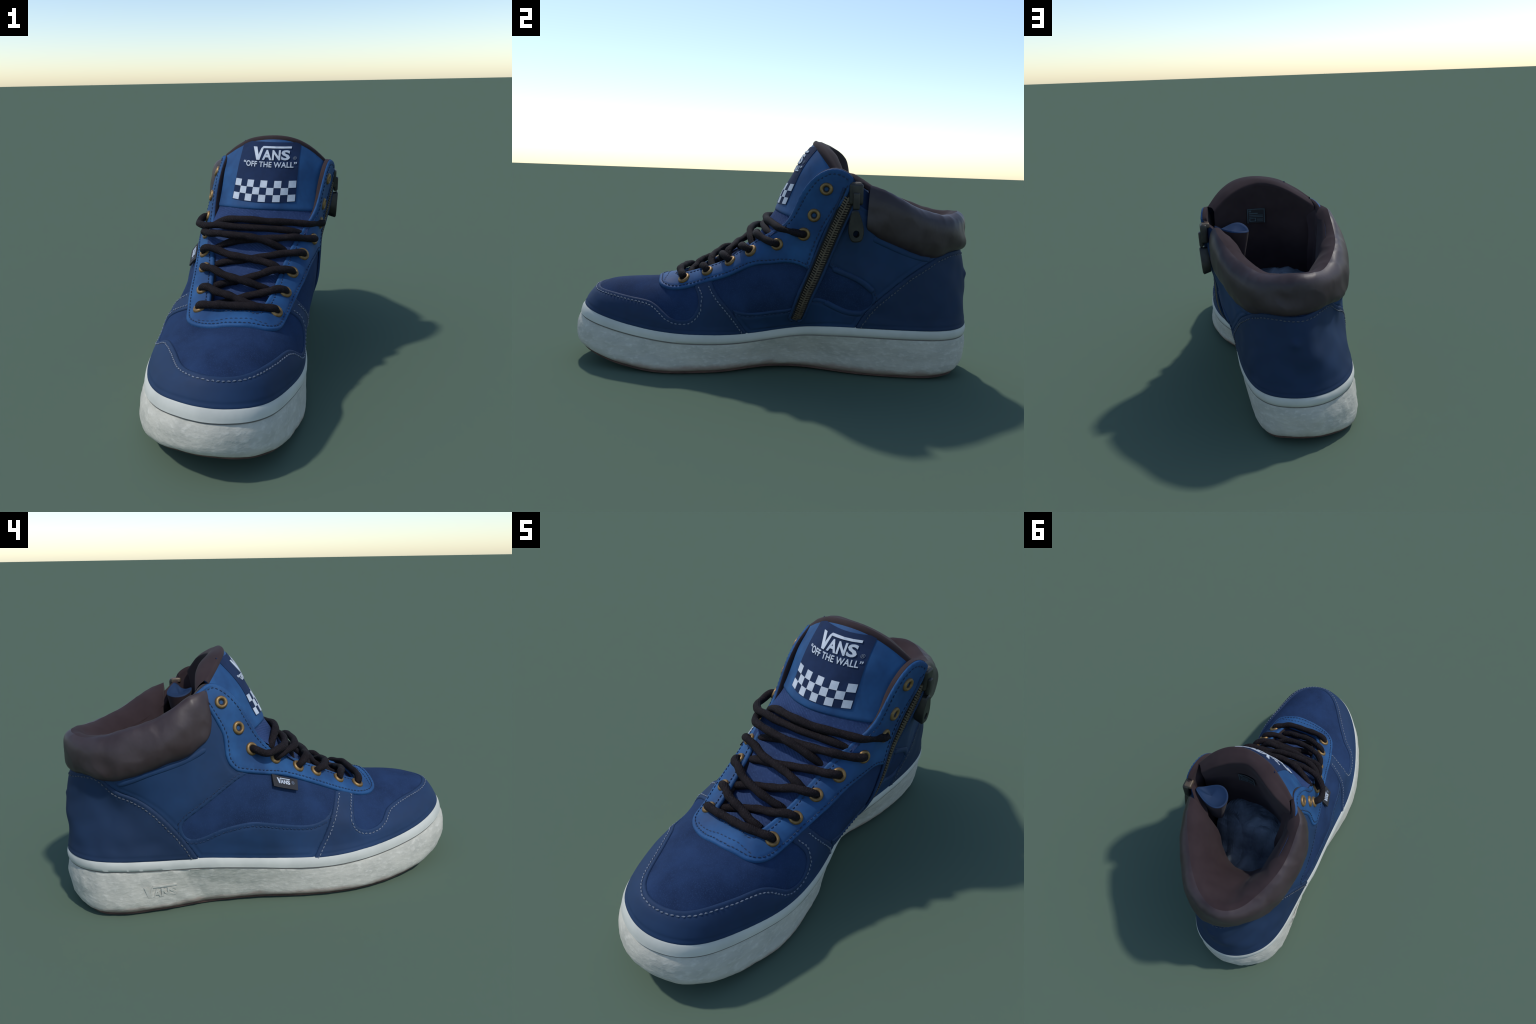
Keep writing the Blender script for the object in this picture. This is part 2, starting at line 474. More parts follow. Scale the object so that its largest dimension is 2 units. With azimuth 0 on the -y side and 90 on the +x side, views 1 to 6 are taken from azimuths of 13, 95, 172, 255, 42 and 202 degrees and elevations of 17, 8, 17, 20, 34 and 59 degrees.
collar_section((.147, .878, .64), (.17, .885, .72), (.158, .852, .79), (.132, .825, .803), (.105, .775, .785))
collar_section((.212, .772, .612), (.248, .792, .70), (.232, .770, .785), (.195, .744, .816), (.155, .705, .80))
collar_section((.272, .647, .65), (.304, .674, .74), (.292, .664, .82), (.256, .642, .856), (.205, .615, .838))
collar_section((.312, .535, .69), (.344, .545, .78), (.334, .53, .872), (.304, .513, .916), (.255, .50, .897))
collar_section((.335, .455, .735), (.352, .45, .82), (.340, .455, .905), (.315, .46, .935), (.275, .465, .91))
SEC = np.array(SEC, float)
SEC[:, 1] += .22 * ((SEC[:, 0] + SEC[:, 2]) / 2 - SEC[:, 1])          # a firm band rather than a full roll
ctr = np.array([.01, .62, 0])
cin = np.array([.01, .50, 0])
# the pad carries on down the inside, leaning in, then back under to the shell
lean = np.where(SEC[:, 4, :1] < -.02, .45, 1.0) * np.array([1, 0, 0]) + np.array([0, 1, 1])      # the lace-side wall is steeper
low1 = SEC[:, 4] + (cin - SEC[:, 4]) * lean * np.array([.18, .43, 0]) - np.array([0, 0, .085])
low2 = SEC[:, 4] + (cin - SEC[:, 4]) * lean * np.array([.32, .64, 0]) - np.array([0, 0, .165])
low3 = SEC[:, 4] + (cin - SEC[:, 4]) * lean * np.array([.36, .66, 0]) - np.array([0, 0, .36])
inn = SEC[:, 0] + (ctr - SEC[:, 0]) * np.array([.06, .04, 0]) - np.array([0, 0, .01])
COL = np.concatenate([inn[:, None], SEC, low1[:, None], low2[:, None], low3[:, None]], 1)
NU, NV, split = 220, 72, 30                                            # split: crest, leather outside, lining inside
a = []
for i in range(len(COL)):
    fine = natural_cubic(COL[i], 500)
    k = int(np.argmin(np.linalg.norm(fine - SEC[i, 3], axis=1)))
    a.append(np.concatenate([natural_cubic(fine[:k + 1:6], split + 1), natural_cubic(fine[k::6], NV - split)[1:]]))
a = np.array(a)
COLG = np.stack([natural_cubic(a[:, j], NU) for j in range(NV)], 1)      # NU, NV, 3
cn = np.cross(np.gradient(COLG, axis=0), np.gradient(COLG, axis=1))
cn /= np.linalg.norm(cn, axis=2, keepdims=True) + 1e-9
if (cn[:, 15] * (COLG[:, 15] - ctr)).sum() < 0:
    cn = -cn
w = noise3(COLG.reshape(-1, 3), 9).reshape(NU, NV) * .005 - np.abs(noise3(COLG.reshape(-1, 3) * np.array([1, 1, .7]), 15, 3.)).reshape(NU, NV) * .0055 + .002
COLG = COLG + cn * w[..., None]
V = COLG[:, :split + 1].reshape(-1, 3)
me = mesh_from("collar", V, grid_faces(NU, split + 1))
fix_normals(me)
collar = add_object("collar", me, M["collar"])
V = COLG[:, split:].reshape(-1, 3)
me = mesh_from("collar_lining", V, grid_faces(NU, NV - split))
fix_normals(me)
add_object("collar_lining", me, M["lining"], collar)
# end caps of the roll
for k in (0, NU - 1):
    ring = COLG[k]
    c = ring.mean(0)
    me = mesh_from("collar_end", list(ring) + [c], [(i, (i + 1) % NV, NV) for i in range(NV)])
    fix_normals(me)
    add_object("collar_end", me, M["lining"], collar)

# ------------------------------------------------------------------ tongue
TROWS = np.array([  # left edge, left quarter, middle, right quarter, right edge
    [(-.05, -.47, .43), (.0, -.475, .432), (.06, -.48, .433), (.11, -.475, .432), (.16, -.46, .43)],
    [(-.12, -.34, .445), (-.03, -.35, .449), (.05, -.355, .449), (.13, -.35, .449), (.20, -.33, .445)],
    [(-.15, -.24, .487), (-.05, -.255, .491), (.05, -.26, .491), (.15, -.255, .491), (.22, -.235, .487)],
    [(-.175, -.14, .540), (-.06, -.16, .544), (.05, -.165, .544), (.16, -.155, .544), (.25, -.13, .540)],
    [(-.195, -.04, .605), (-.07, -.065, .609), (.055, -.07, .609), (.17, -.06, .609), (.275, -.02, .605)],
    [(-.195, .06, .69), (-.075, .012, .695), (.06, -.010, .695), (.18, .015, .695), (.29, .07, .69)],
    [(-.185, .12, .765), (-.08, .045, .775), (.06, .010, .78), (.19, .045, .775), (.295, .115, .76)],
    [(-.19, .19, .86), (-.09, .110, .86), (.065, .048, .862), (.20, .090, .86), (.32, .18, .85)],
    [(-.195, .27, .955), (-.09, .168, .965), (.07, .108, .970), (.21, .137, .965), (.340, .25, .94)],
    [(-.185, .315, 1.000), (-.075, .225, 1.042), (.08, .167, 1.072), (.215, .187, 1.047), (.338, .285, .982)],
    [(-.172, .335, 1.018), (-.06, .258, 1.090), (.09, .210, 1.121), (.22, .228, 1.096), (.335, .303, .996)]])
TROWS[1, :, 2] += .006
TROWS[2, :, 2] += .012
TROWS[3, :, 2] += .032
TROWS[4, :, 2] += .042
TROWS[5, :, 1] -= .032
TROWS[5, :, 2] += .008
TROWS[:, :, 2] += .004
TU, TV = 81, 121


def sheet(rows, nu, nv):
    a = np.array([natural_cubic(r, nu) for r in rows])
    return np.stack([natural_cubic(a[:, j], nv) for j in range(nu)], 1)      # nv, nu, 3


TG = sheet(TROWS, TU, TV)
TN = np.cross(np.gradient(TG, axis=1), np.gradient(TG, axis=0))
TN /= np.linalg.norm(TN, axis=2, keepdims=True)
if TN[60, 40, 1] > 0:
    TN = -TN
w = noise3(TG.reshape(-1, 3), 10).reshape(TV, TU) * .003
TG = TG + TN * w[..., None]
me = mesh_from("tongue", TG.reshape(-1, 3), grid_faces(TV, TU))
fix_normals(me)
tongue = add_object("tongue", me, M["knit"])
# brown lining: a broad padded rim over the top edge, then nearly straight down the back
top = TG[-1]
BROWS = np.array([
    [(-.196, .380, .985), (-.06, .340, 1.072), (.09, .268, 1.100), (.205, .298, 1.068), (.312, .335, .985)],
    [(-.190, .384, .94), (-.06, .318, .96), (.09, .250, .96), (.21, .278, .95), (.312, .325, .93)],
    [(-.185, .39, .86), (-.05, .300, .86), (.08, .240, .86), (.21, .270, .86), (.312, .320, .86)],
    [(-.175, .37, .74), (-.04, .270, .74), (.07, .232, .74), (.20, .255, .74), (.310, .310, .74)],
    [(-.17, .33, .60), (-.04, .25, .60), (.06, .225, .60), (.18, .24, .60), (.28, .29, .60)],
    [(-.17, .28, .42), (-.04, .22, .42), (.06, .20, .42), (.18, .21, .42), (.26, .25, .42)]])
BG = sheet(BROWS, TU, 60)
rim = BG[0]
back = [TG[-4] + TN[-4] * .004, TG[-3] + TN[-3] * .0105, TG[-2] + TN[-2] * .0115, top + TN[-1] * .009]
for f, up in ((.12, .004), (.35, .009), (.65, .009), (.9, .004)):
    back.append(top * (1 - f) + rim * f + np.array([0, 0, up]))
back = np.concatenate([np.array(back), BG])
w = noise3(back.reshape(-1, 3), 12).reshape(back.shape[:2]) * .004
back[5:, :, 1] += w[5:]
me = mesh_from("tongue_lining", back.reshape(-1, 3), grid_faces(len(back), TU))
fix_normals(me)
add_object("tongue_lining", me, M["lining"], tongue)

# ------------------------------------------------------------------ leather panels laid on the last
KX, KY = .125, .75            # metres per station / per unit t, roughly: makes the flat pattern evenly scaled


def pattern_curve(pts, step=.006):
    """smooth curve in the flat (s, t) pattern through control points, ends sharp"""
    P = np.array(pts, float) * (KX, KY)
    if len(P) == 2:
        L = np.linalg.norm(P[1] - P[0])
        n = max(2, int(L / step) + 1)
        return np.linspace(P[0], P[1], n) / (KX, KY)
    L = np.linalg.norm(np.diff(P, axis=0), axis=1).sum()
    return natural_cubic(P, max(3, int(L / step) + 1)) / (KX, KY)


def inside(poly, pts):
    x, y = pts[:, 0], pts[:, 1]
    c = np.zeros(len(pts), bool)
    j = len(poly) - 1
    for i in range(len(poly)):
        xi, yi, xj, yj = *poly[i], *poly[j]
        if yi != yj:
            c ^= ((yi > y) != (yj > y)) & (x < (xj - xi) * (y - yi) / (yj - yi) + xi)
        j = i
    return c


def dashes(path, nrm, dash, gap, r, lift):
    """thread: one small capsule-like bar per stitch along a 3D path"""
    d = np.r_[0, np.cumsum(np.linalg.norm(np.diff(path, axis=0), axis=1))]
    V, F = [], []
    x = gap
    while x + dash < d[-1]:
        q = [np.array([np.interp(x + f * dash, d, path[:, i]) for i in range(3)]) for f in (0, .5, 1)]
        n = np.array([np.interp(x, d, nrm[:, i]) for i in range(3)])
        t = q[2] - q[0]
        t /= np.linalg.norm(t) + 1e-9
        s = np.cross(n, t)
        s /= np.linalg.norm(s) + 1e-9
        k = len(V)
        for c, w, h in ((q[0], .45, -.4), (q[1], 1, 1), (q[2], .45, -.4)):
            c = c + n * (lift + h * r * .3)
            for ang in range(6):
                a = ang * math.pi / 3
                V.append(c + (s * math.cos(a) + n * math.sin(a)) * r * w)
        for a in (0, 6):
            for i in range(6):
                j = (i + 1) % 6
                F.append((k + a + i, k + a + j, k + a + 6 + j, k + a + 6 + i))
        F.append(tuple(k + i for i in range(6)))
        F.append(tuple(k + 12 + i for i in range(5, -1, -1)))
        x += dash + gap
    return V, F


def merge(parts):
    V, F = [], []
    for v, f in parts:
        k = len(V)
        V += list(v)
        F += [tuple(i + k for i in q) for q in f]
    return V, F


def panel(name, segments, mat, depth, parent=None, round_r=.009, groove=.02, groove_depth=.0018, step=.008, wrinkle=.0, bump_at=None):
    """segments: list of (control points, stitch colour or None); consecutive segments meet at sharp corners"""
    border, marks = [], []
    for pts, st_ in segments:
        c = pattern_curve(pts)
        marks.append((len(border), len(border) + len(c) - 1, st_))
        border += list(c[:-1])
    B = np.array(border) * (KX, KY)
    lo, hi = B.min(0), B.max(0)
    gx, gy = np.meshgrid(np.arange(lo[0], hi[0], step), np.arange(lo[1], hi[1], step * .87))
    gx = gx + (np.arange(gx.shape[0]) % 2)[:, None] * step * .5
    pts = np.stack([gx.ravel(), gy.ravel()], 1)
    pts = pts[inside(B, pts)]
    dmin = np.full(len(pts), 1e9)
    for i in range(0, len(B), 200):
        dmin = np.minimum(dmin, np.linalg.norm(pts[:, None] - B[None, i:i + 200], axis=2).min(1))
    pts = pts[dmin > step * .45]
    nb = len(B)
    co = [Vector(p) for p in np.concatenate([B, pts])]
    vo, _, fo, *_ = delaunay_2d_cdt(co, [(i, (i + 1) % nb) for i in range(nb)], [list(range(nb))], 1, 1e-7)
    P2 = np.array([v[:] for v in vo]) / (KX, KY)
    base = on_last(P2[:, 0], P2[:, 1])
    # distance to the cut edge, in metres on the shoe; edges hidden by the sole or at the top line do not count
    b3 = on_last(np.array(border)[:, 0], np.array(border)[:, 1])
    d = np.full(len(P2), 1e9)
    for i in range(0, nb, 200):
        d = np.minimum(d, np.linalg.norm(base[:, None] - b3[None, i:i + 200], axis=2).min(1))
    off = depth * (.35 + .65 * np.sqrt(np.clip(1 - (1 - np.clip(d / round_r, 0, 1)) ** 2, 0, 1)))
    off -= groove_depth * np.exp(-((d - groove) / .006) ** 2)
    if bump_at is not None:
        for c_, r_, h_ in bump_at:
            off += h_ * np.exp(-(np.linalg.norm(base - np.array(c_), axis=1) / r_) ** 2)
    if wrinkle:
        off += noise3(base, 13, 2.) * wrinkle * smoothstep(0, .05, d)
    V = list(on_last(P2[:, 0], P2[:, 1], off))
    F = [list(f) for f in fo]
    # skirt down to the layer below
    cnt = {}
    for f in F:
        for i in range(len(f)):
            e = (f[i], f[(i + 1) % len(f)])
            cnt[e] = 1
    edge = [e for e in cnt if (e[1], e[0]) not in cnt]
    low = {}
    for e in edge:
        for v in e:
            if v not in low:
                low[v] = len(V)
                V.append(on_last(P2[v, 0], P2[v, 1], -.004))
    F += [[e[1], e[0], low[e[0]], low[e[1]]] for e in edge]
    me = mesh_from(name, V, F)
    fix_normals(me)
    ob = add_object(name, me, mat, parent, angle=65)
    # stitching, set in from the edge
    threads = {}
    area = (B[:, 0] * np.roll(B[:, 1], -1) - B[:, 1] * np.roll(B[:, 0], -1)).sum()
    for a, e, st_ in marks:
        if not st_:
            continue
        for colour, inset in (st_ if isinstance(st_, list) else [st_]):
            idx = np.arange(a, e + 1) % nb
            st2 = np.array(border)[idx]
            p3 = on_last(st2[:, 0], st2[:, 1])
            n3 = lookup(GN, st2[:, 0], st2[:, 1])
            n3 /= np.linalg.norm(n3, axis=1, keepdims=True)
            tg = np.gradient(p3, axis=0)
            side = np.cross(n3, tg)
            side /= np.linalg.norm(side, axis=1, keepdims=True) + 1e-9
            tst = p3[len(p3) // 2] + side[len(p3) // 2] * .004
            c2 = nearest_st(tst)
            if not inside(B, np.array([[near_wrap(c2[0], st2[len(st2) // 2, 0]) * KX, c2[1] * KY]]))[0]:
                side = -side
            q = p3 + side * inset
            # smooth and drop back on to the last
            for _ in range(4):
                q[1:-1] = (q[:-2] + 2 * q[1:-1] + q[2:]) / 4
            qs = np.array([nearest_st(x) for x in q])
            qn = lookup(GN, qs[:, 0], qs[:, 1])
            qp = lookup(G, qs[:, 0], qs[:, 1]) + qn * depth
            threads.setdefault(colour, []).append(dashes(qp, qn, .0135, .0075, .0034 if colour != "stitch_navy" else .0028, .0))
    for colour, parts in threads.items():
        V, F = merge(parts)
        me = mesh_from("stitching", V, F)
        so = add_object("stitching", me, M[colour], ob)
        so["kind"] = "stuff"
    return ob


_kd = kdtree.KDTree((NS // 2) * NT)
for i in range(0, NS, 2):
    for j in range(NT):
        _kd.insert(G[i, j], i * NT + j)
_kd.balance()


def nearest_st(p):
    _, i, _ = _kd.find(Vector(p))
    return np.array([(i // NT) * 36 / NS, (i % NT) / (NT - 1)])


def near_wrap(s, ref):
    return s + 36 * round((ref - s) / 36)


PALE, NAVY, DIM = ("stitch_pale", .020), ("stitch_navy", .018), ("stitch_dim", .022)
# quarters: smooth leather overlays that leave a suede window open on each side
rear_left = [(6.62, .50), (6.97, .225), (7.43, .0)]
seam_left = [(12.13, .0), (13.03, .156), (13.8, .281), (14.6, .4), (15.93, .625), (16.6, .70)]
window_left = [(9.73, .69), (11.13, .419), (12.43, .256), (12.86, .188), (12.73, .138), (12.3, .122), (11.1, .194), (10.03, .287), (9.57, .325), (8.57, .331), (7.33, .331), (6.9, .39), (6.62, .50)]
panel("quarter", [(rear_left, None), ([(7.43, .0), (12.13, .0)], None), (seam_left, None), ([(16.6, .70), (16.6, .82)], None),
                  ([(16.6, .82), (14.4, .88), (12.6, .88)], None), ([(12.6, .88), (11.6, .83), (10.9, .70), (10.4, .66), (9.73, .69)], None), (window_left, NAVY)],
      M["leather"], .004, wrinkle=.0015)
rear_right = [(29.0, .0), (29.63, .256), (29.62, .29)]
seam_right = [(20.3, .70), (20.8, .65), (21.57, .537), (22.43, .338), (23.43, .125), (23.9, .0)]
window_right = [(25.2, .43), (24.37, .369), (23.63, .325), (23.2, .262), (23.22, .19), (23.55, .14), (24.13, .131), (24.97, .163), (25.6, .212), (26.4, .215), (27.13, .2), (27.77, .219), (28.33, .225), (29.03, .237), (29.62, .29)]
panel("quarter", [(window_right, NAVY), ([(29.62, .29), (29.55, .23), (29.0, .0)], None), ([(29.0, .0), (23.9, .0)], None), (seam_right[::-1], None),
                  ([(20.3, .70), (20.3, .80)], None), ([(20.3, .80), (22.5, .85), (24.45, .87)], None), ([(24.45, .87), (24.9, .64), (25.2, .43)], None)],
      M["leather"], .006, wrinkle=.003, groove_depth=.004)
# mudguard: round the toe and up to the eyestays on both sides
mud_window = [(41.37, .67), (41.80, .40), (41.72, .28), (41.2, .215), (40.6, .245), (39.75, .40), (38.8, .375), (37.97, .285), (37.0, .228), (36.0, .215), (35.3, .225), (34.5, .285), (33.8, .345), (33.03, .39), (32.5, .315), (31.95, .21), (31.47, .205), (31.12, .29), (31.0, .412), (31.33, .64)]
panel("mudguard", [([(30.63, .66), (30.17, .45), (29.63, .256), (29.0, .0)], PALE), ([(29.0, .0), (36., .0), (43.43, .0)], None),
                   ([(43.43, .0), (42.97, .225), (42.67, .431), (42.33, .70)], PALE), ([(42.33, .70), (41.37, .70), (41.37, .67)], None),
                   (mud_window, PALE), ([(31.33, .64), (31.33, .68), (30.63, .68), (30.63, .66)], None)],
      M["leather_dark"], .007, wrinkle=.001)
# heel counter
counter_top = [(20.8, .66), (20.1, .715), (18.9, .722), (17.87, .712), (16.97, .732), (16.3, .70), (15.93, .632)]
panel("heel_counter", [([(12.13, .0), (18., .0), (23.9, .0)], None), ([(23.9, .0), (23.43, .125), (22.43, .338), (21.57, .537), (20.8, .66)], DIM), (counter_top, DIM),
                       ([(15.93, .632), (14.6, .405), (13.8, .286), (13.03, .160), (12.13, .0)], DIM)],
      M["counter"], .009, wrinkle=.004, bump_at=[((.02, .965, .51), .022, .014), ((-.06, .96, .44), .05, .007), ((-.03, .97, .36), .06, -.006), ((-.10, .92, .50), .05, -.006)])
# eyestay: one lighter piece round the throat, rising into a lace flap on each side
eye_outer = [(50.05, .97), (48.6, .862), (47.75, .80), (47.17, .745), (46.87, .665), (46.5, .64), (45.67, .694), (44.47, .765), (43.3, .75), (42.37, .713), (40.9, .680), (39.9, .678), (38.6, .735), (36., .785), (34.6, .76), (33.4, .68), (32.5, .640), (31.5, .662), (30.4, .681), (29.6, .672), (28.9, .675), (27.83, .606), (26.43, .438), (26.05, .40)]
eyestay = panel("eyestay", [(eye_outer, NAVY), ([(26.05, .40), (25.77, .562), (25.5, .694), (25.1, .825), (24.75, .95)], NAVY), ([(24.75, .95), (24.75, .998)], None),
                            ([(24.75, .998), (36., .998), (50.05, .998)], ("stitch_navy", .022)), ([(50.05, .998), (50.05, .97)], None)],
                M["leather_light"], .012, groove=.019)
# second row of stitches along the front of the eyestay
q = pattern_curve([(39.6, .76), (38.0, .84), (36, .868), (34.6, .85), (33.4, .76)])
qn = lookup(GN, q[:, 0], q[:, 1])
V, F = dashes(lookup(G, q[:, 0], q[:, 1]) + qn * .012, qn, .0135, .0075, .0028, 0)
so = add_object("stitching", mesh_from("stitching", V, F), M["stitch_navy"], eyestay)
so["kind"] = "stuff"


# rolled welts below the collar
def strip(name, path, width, height, mat, parent=None, n=60):
    q = natural_cubic(np.array(path) * (KX, KY), n) / (KX, KY)
    p = on_last(q[:, 0], q[:, 1])
    nn = lookup(GN, q[:, 0], q[:, 1])
    tg = np.gradient(p, axis=0)
    sd = np.cross(nn, tg)
    sd /= np.linalg.norm(sd, axis=1, keepdims=True)
    prof = [(-1, -.3), (-.9, .5), (-.5, .95), (0, 1), (.5, .95), (.9, .5), (1, -.3)]
    taper = np.clip(np.minimum(np.arange(n), np.arange(n)[::-1]) / 4, .15, 1)[:, None]
    V = np.stack([p + sd * a * width / 2 * taper + nn * b * height * taper for a, b in prof], 1)
    me = mesh_from(name, V.reshape(-1, 3), grid_faces(n, len(prof)))
    fix_normals(me)
    return add_object(name, me, mat, parent)


strip("welt", [(23.4, .675), (22.67, .665), (21.9, .645), (20.97, .640)], .034, .010, M["leather"])
strip("fold", [(25.07, .420), (24.37, .390), (23.63, .345), (23.1, .285)], .030, .011, M["leather"])
strip("fold", [(25.5, .192), (24.97, .145), (24.13, .112), (23.5, .118)], .030, .010, M["leather"])
strip("welt", [(15.5, .605), (14.43, .525), (13.43, .518), (12.4, .58), (11.8, .66)], .026, .007, M["leather"])

# ------------------------------------------------------------------ eyelets
EYES = {"right": [(.207, -.407, .443), (.228, -.285, .489), (.241, -.175, .543), (.271, -.061, .595), (.301, .054, .644), (.33, .169, .702), (.337, .214, .792), (.368, .261, .908)],
        "left": [(-.121, -.426, .441), (-.143, -.314, .492), (-.172, -.186, .555), (-.203, -.088, .606), (-.222, .03, .660), (-.242, .15, .723), (-.231, .208, .821), (-.224, .271, .938)]}
ring_me = None
prof = [(.013, -.004), (.0135, .005), (.017, .0095), (.022, .0105), (.027, .008), (.030, .002), (.030, -.004)]
V, F = [], []
nseg = 36
for i in range(nseg):
    a = 2 * math.pi * i / nseg
    V += [(r * math.cos(a), r * math.sin(a), z) for r, z in prof]
ring_me = mesh_from("eyelet", V, grid_faces(nseg, len(prof), True))
fix_normals(ring_me)
disc_me = mesh_from("eyelet_dark_disc", [(.0145 * math.cos(2 * math.pi * i / 24), .0145 * math.sin(2 * math.pi * i / 24), .003) for i in range(24)] + [(0, 0, -.004)],
                    [(i, (i + 1) % 24, 24) for i in range(24)])  # added dark dished disc standing in for the opening; nothing is cut through
EN = {}
for side, pts in EYES.items():
    EN[side] = []
    for k, p in enumerate(pts):
        s_, t_ = nearest_st(p)
        n = lookup(GN, s_, t_)
        n /= np.linalg.norm(n)
        c = lookup(G, s_, t_) + n * .012
        EN[side].append((c, n, s_))
        R = Vector(n).to_track_quat("Z", "Y").to_matrix().to_4x4()
        mw = Matrix.Translation(c) @ R @ Matrix.Diagonal((1 + .06 * math.sin(k * 3.1), 1 + .05 * math.cos(k * 2.3), 1, 1))
        for me, mat in ((ring_me, M["brass"]), (disc_me, M["dark_disc"])):
            ob = add_object(me.name, me, mat, eyestay)
            ob.matrix_world = mw

# ------------------------------------------------------------------ laces
def tube(path, r, n_along, seg=12, flat=.9, seed=0):
    p = natural_cubic(path, n_along)
    tg = np.gradient(p, axis=0)
    tg /= np.linalg.norm(tg, axis=1, keepdims=True)
    up = np.array([0, -.5, 1.])
    V = []
    for i in range(n_along):
        s = np.cross(tg[i], up)
        s /= np.linalg.norm(s) + 1e-9
        u = np.cross(s, tg[i])
        rr = r * (1 + .06 * math.sin(i * .35 + seed))
        for a in range(seg):
            an = 2 * math.pi * a / seg
            V.append(p[i] + s * math.cos(an) * rr + u * math.sin(an) * rr * flat)
    F = grid_faces(n_along, seg)
    F += [(i * seg + seg - 1, (i + 1) * seg + seg - 1, (i + 1) * seg, i * seg) for i in range(n_along - 1)]
    F += [tuple(range(seg)), tuple(range((n_along - 1) * seg, n_along * seg))]
    return V, F


LACE_R = .0182


def lace(path, seed):
    V, F = tube(path, LACE_R, 100, seed=seed)
    me = mesh_from("lace", V, F)
    fix_normals(me)
    add_object("lace", me, M["lace"])


# each lace leaves its eyelet, rides over the throat edge, crosses the tongue and dives under the far edge
CROSS = {
    ("left", 1): [(-.111, -.345, .512), (-.068, -.364, .508), (-.014, -.380, .497), (.040, -.390, .483), (.086, -.396, .470), (.135, -.392, .450)],
    ("left", 2): [(-.152, -.235, .572), (-.116, -.253, .576), (-.064, -.275, .562), (-.003, -.289, .544), (.056, -.296, .529), (.128, -.282, .496), (.170, -.265, .476)],
    ("left", 3): [(-.165, -.140, .638), (-.113, -.147, .632), (-.061, -.162, .618), (.016, -.177, .600), (.094, -.182, .584), (.169, -.188, .562), (.205, -.178, .540)],
    ("left", 4): [(-.210, -.025, .688), (-.178, -.070, .693), (-.135, -.092, .696), (-.058, -.105, .688), (.014, -.103, .676), (.090, -.090, .652), (.167, -.073, .620), (.215, -.060, .598)],
    ("left", 5): [(-.278, .095, .706), (-.255, .035, .706), (-.206, -.016, .717), (-.151, -.039, .722), (-.083, -.042, .716), (.013, -.034, .706), (.089, -.030, .700), (.160, -.012, .688), (.235, .015, .672), (.285, .045, .660)],
    ("right", 1): [(.198, -.310, .510), (.160, -.324, .508), (.100, -.328, .489), (.048, -.336, .470), (-.020, -.368, .460), (-.085, -.385, .448)],
    ("right", 2): [(.211, -.210, .571), (.168, -.229, .571), (.112, -.238, .556), (.044, -.243, .530), (-.023, -.262, .510), (-.080, -.275, .496), (-.120, -.278, .482)],
    ("right", 3): [(.245, -.118, .620), (.199, -.130, .617), (.127, -.141, .608), (.051, -.150, .590), (-.027, -.158, .574), (-.099, -.160, .556), (-.145, -.155, .542)],
    ("right", 4): [(.285, -.010, .667), (.236, -.048, .680), (.160, -.066, .680), (.084, -.068, .668), (.010, -.068, .648), (-.070, -.072, .636), (-.150, -.070, .618)],
    ("right", 5): [(.325, .125, .706), (.291, .059, .718), (.239, .029, .728), (.165, -.002, .736), (.094, -.020, .739), (.023, -.022, .738), (-.060, -.008, .734), (-.130, .015, .722), (-.195, .050, .695)],
}
for (side, k), pts in CROSS.items():
    c, n, _ = EN[side][k]
    pts = [np.array(p) for p in pts]
    for i in range(len(pts)):
        # the upper rows ride higher on the tongue towards their far ends
        pts[i] = pts[i] + np.array([0, -.45, .9]) * (.012, .004, .010, .018, .022, .020)[k] * smoothstep(.25, .75, i / (len(pts) - 1)) * (k > 1) * (i < len(pts) - 1)
    jit = np.array([RNG.normal(0, .0025, 3) for _ in pts])
    path = [c - n * .022, c + n * .010 + (pts[0] - c) * .10] + [p + q for p, q in zip(pts, jit)]
    lace(path, k)
# straight bar across the lowest pair
(c1, n1, _), (c2, n2, _) = EN["left"][0], EN["right"][0]
lace([c1 - n1 * .022, c1 + n1 * .010, np.array([-.081, -.449, .474]), np.array([-.018, -.452, .478]), np.array([.055, -.453, .479]), np.array([.126, -.447, .479]), np.array([.170, -.430, .470]), c2 + n2 * .010 + np.array([-.006, 0, 0]), c2 - n2 * .022], 9)

# ------------------------------------------------------------------ zipper
zp = natural_cubic(np.array([(26.97, .075), (26.6, .188), (25.95, .331), (25.5, .475), (25.2, .644), (24.88, .838), (24.72, .93)]) * (KX, KY), 90) / (KX, KY)
zc = on_last(zp[:, 0], zp[:, 1])
zn = lookup(GN, zp[:, 0], zp[:, 1])
for _ in range(10):
    zn[1:-1] = (zn[:-2] + zn[1:-1] + zn[2:]) / 3
zn /= np.linalg.norm(zn, axis=1, keepdims=True)
zt = np.gradient(zc, axis=0)
zt /= np.linalg.norm(zt, axis=1, keepdims=True)
zs = np.cross(zn, zt)
if zs[40, 1] < 0:
    zs = -zs                                            # towards the heel
prof = [(-.031, -.004), (-.030, .008), (-.026, .010), (-.020, .004), (0, .0035), (.020, .004), (.026, .009), (.030, .007), (.031, -.004)]
wd = np.clip(np.arange(90) / 4 + .45, 0, 1)[:, None]
V = np.stack([zc + zs * a * wd + zn * b for a, b in prof], 1).reshape(-1, 3)
me = mesh_from("zipper", V, grid_faces(90, len(prof)))
fix_normals(me)
zipper = add_object("zipper", me, M["zip_tape"])
d = np.r_[0, np.cumsum(np.linalg.norm(np.diff(zc, axis=0), axis=1))]
parts = []
x, k = .02, 0
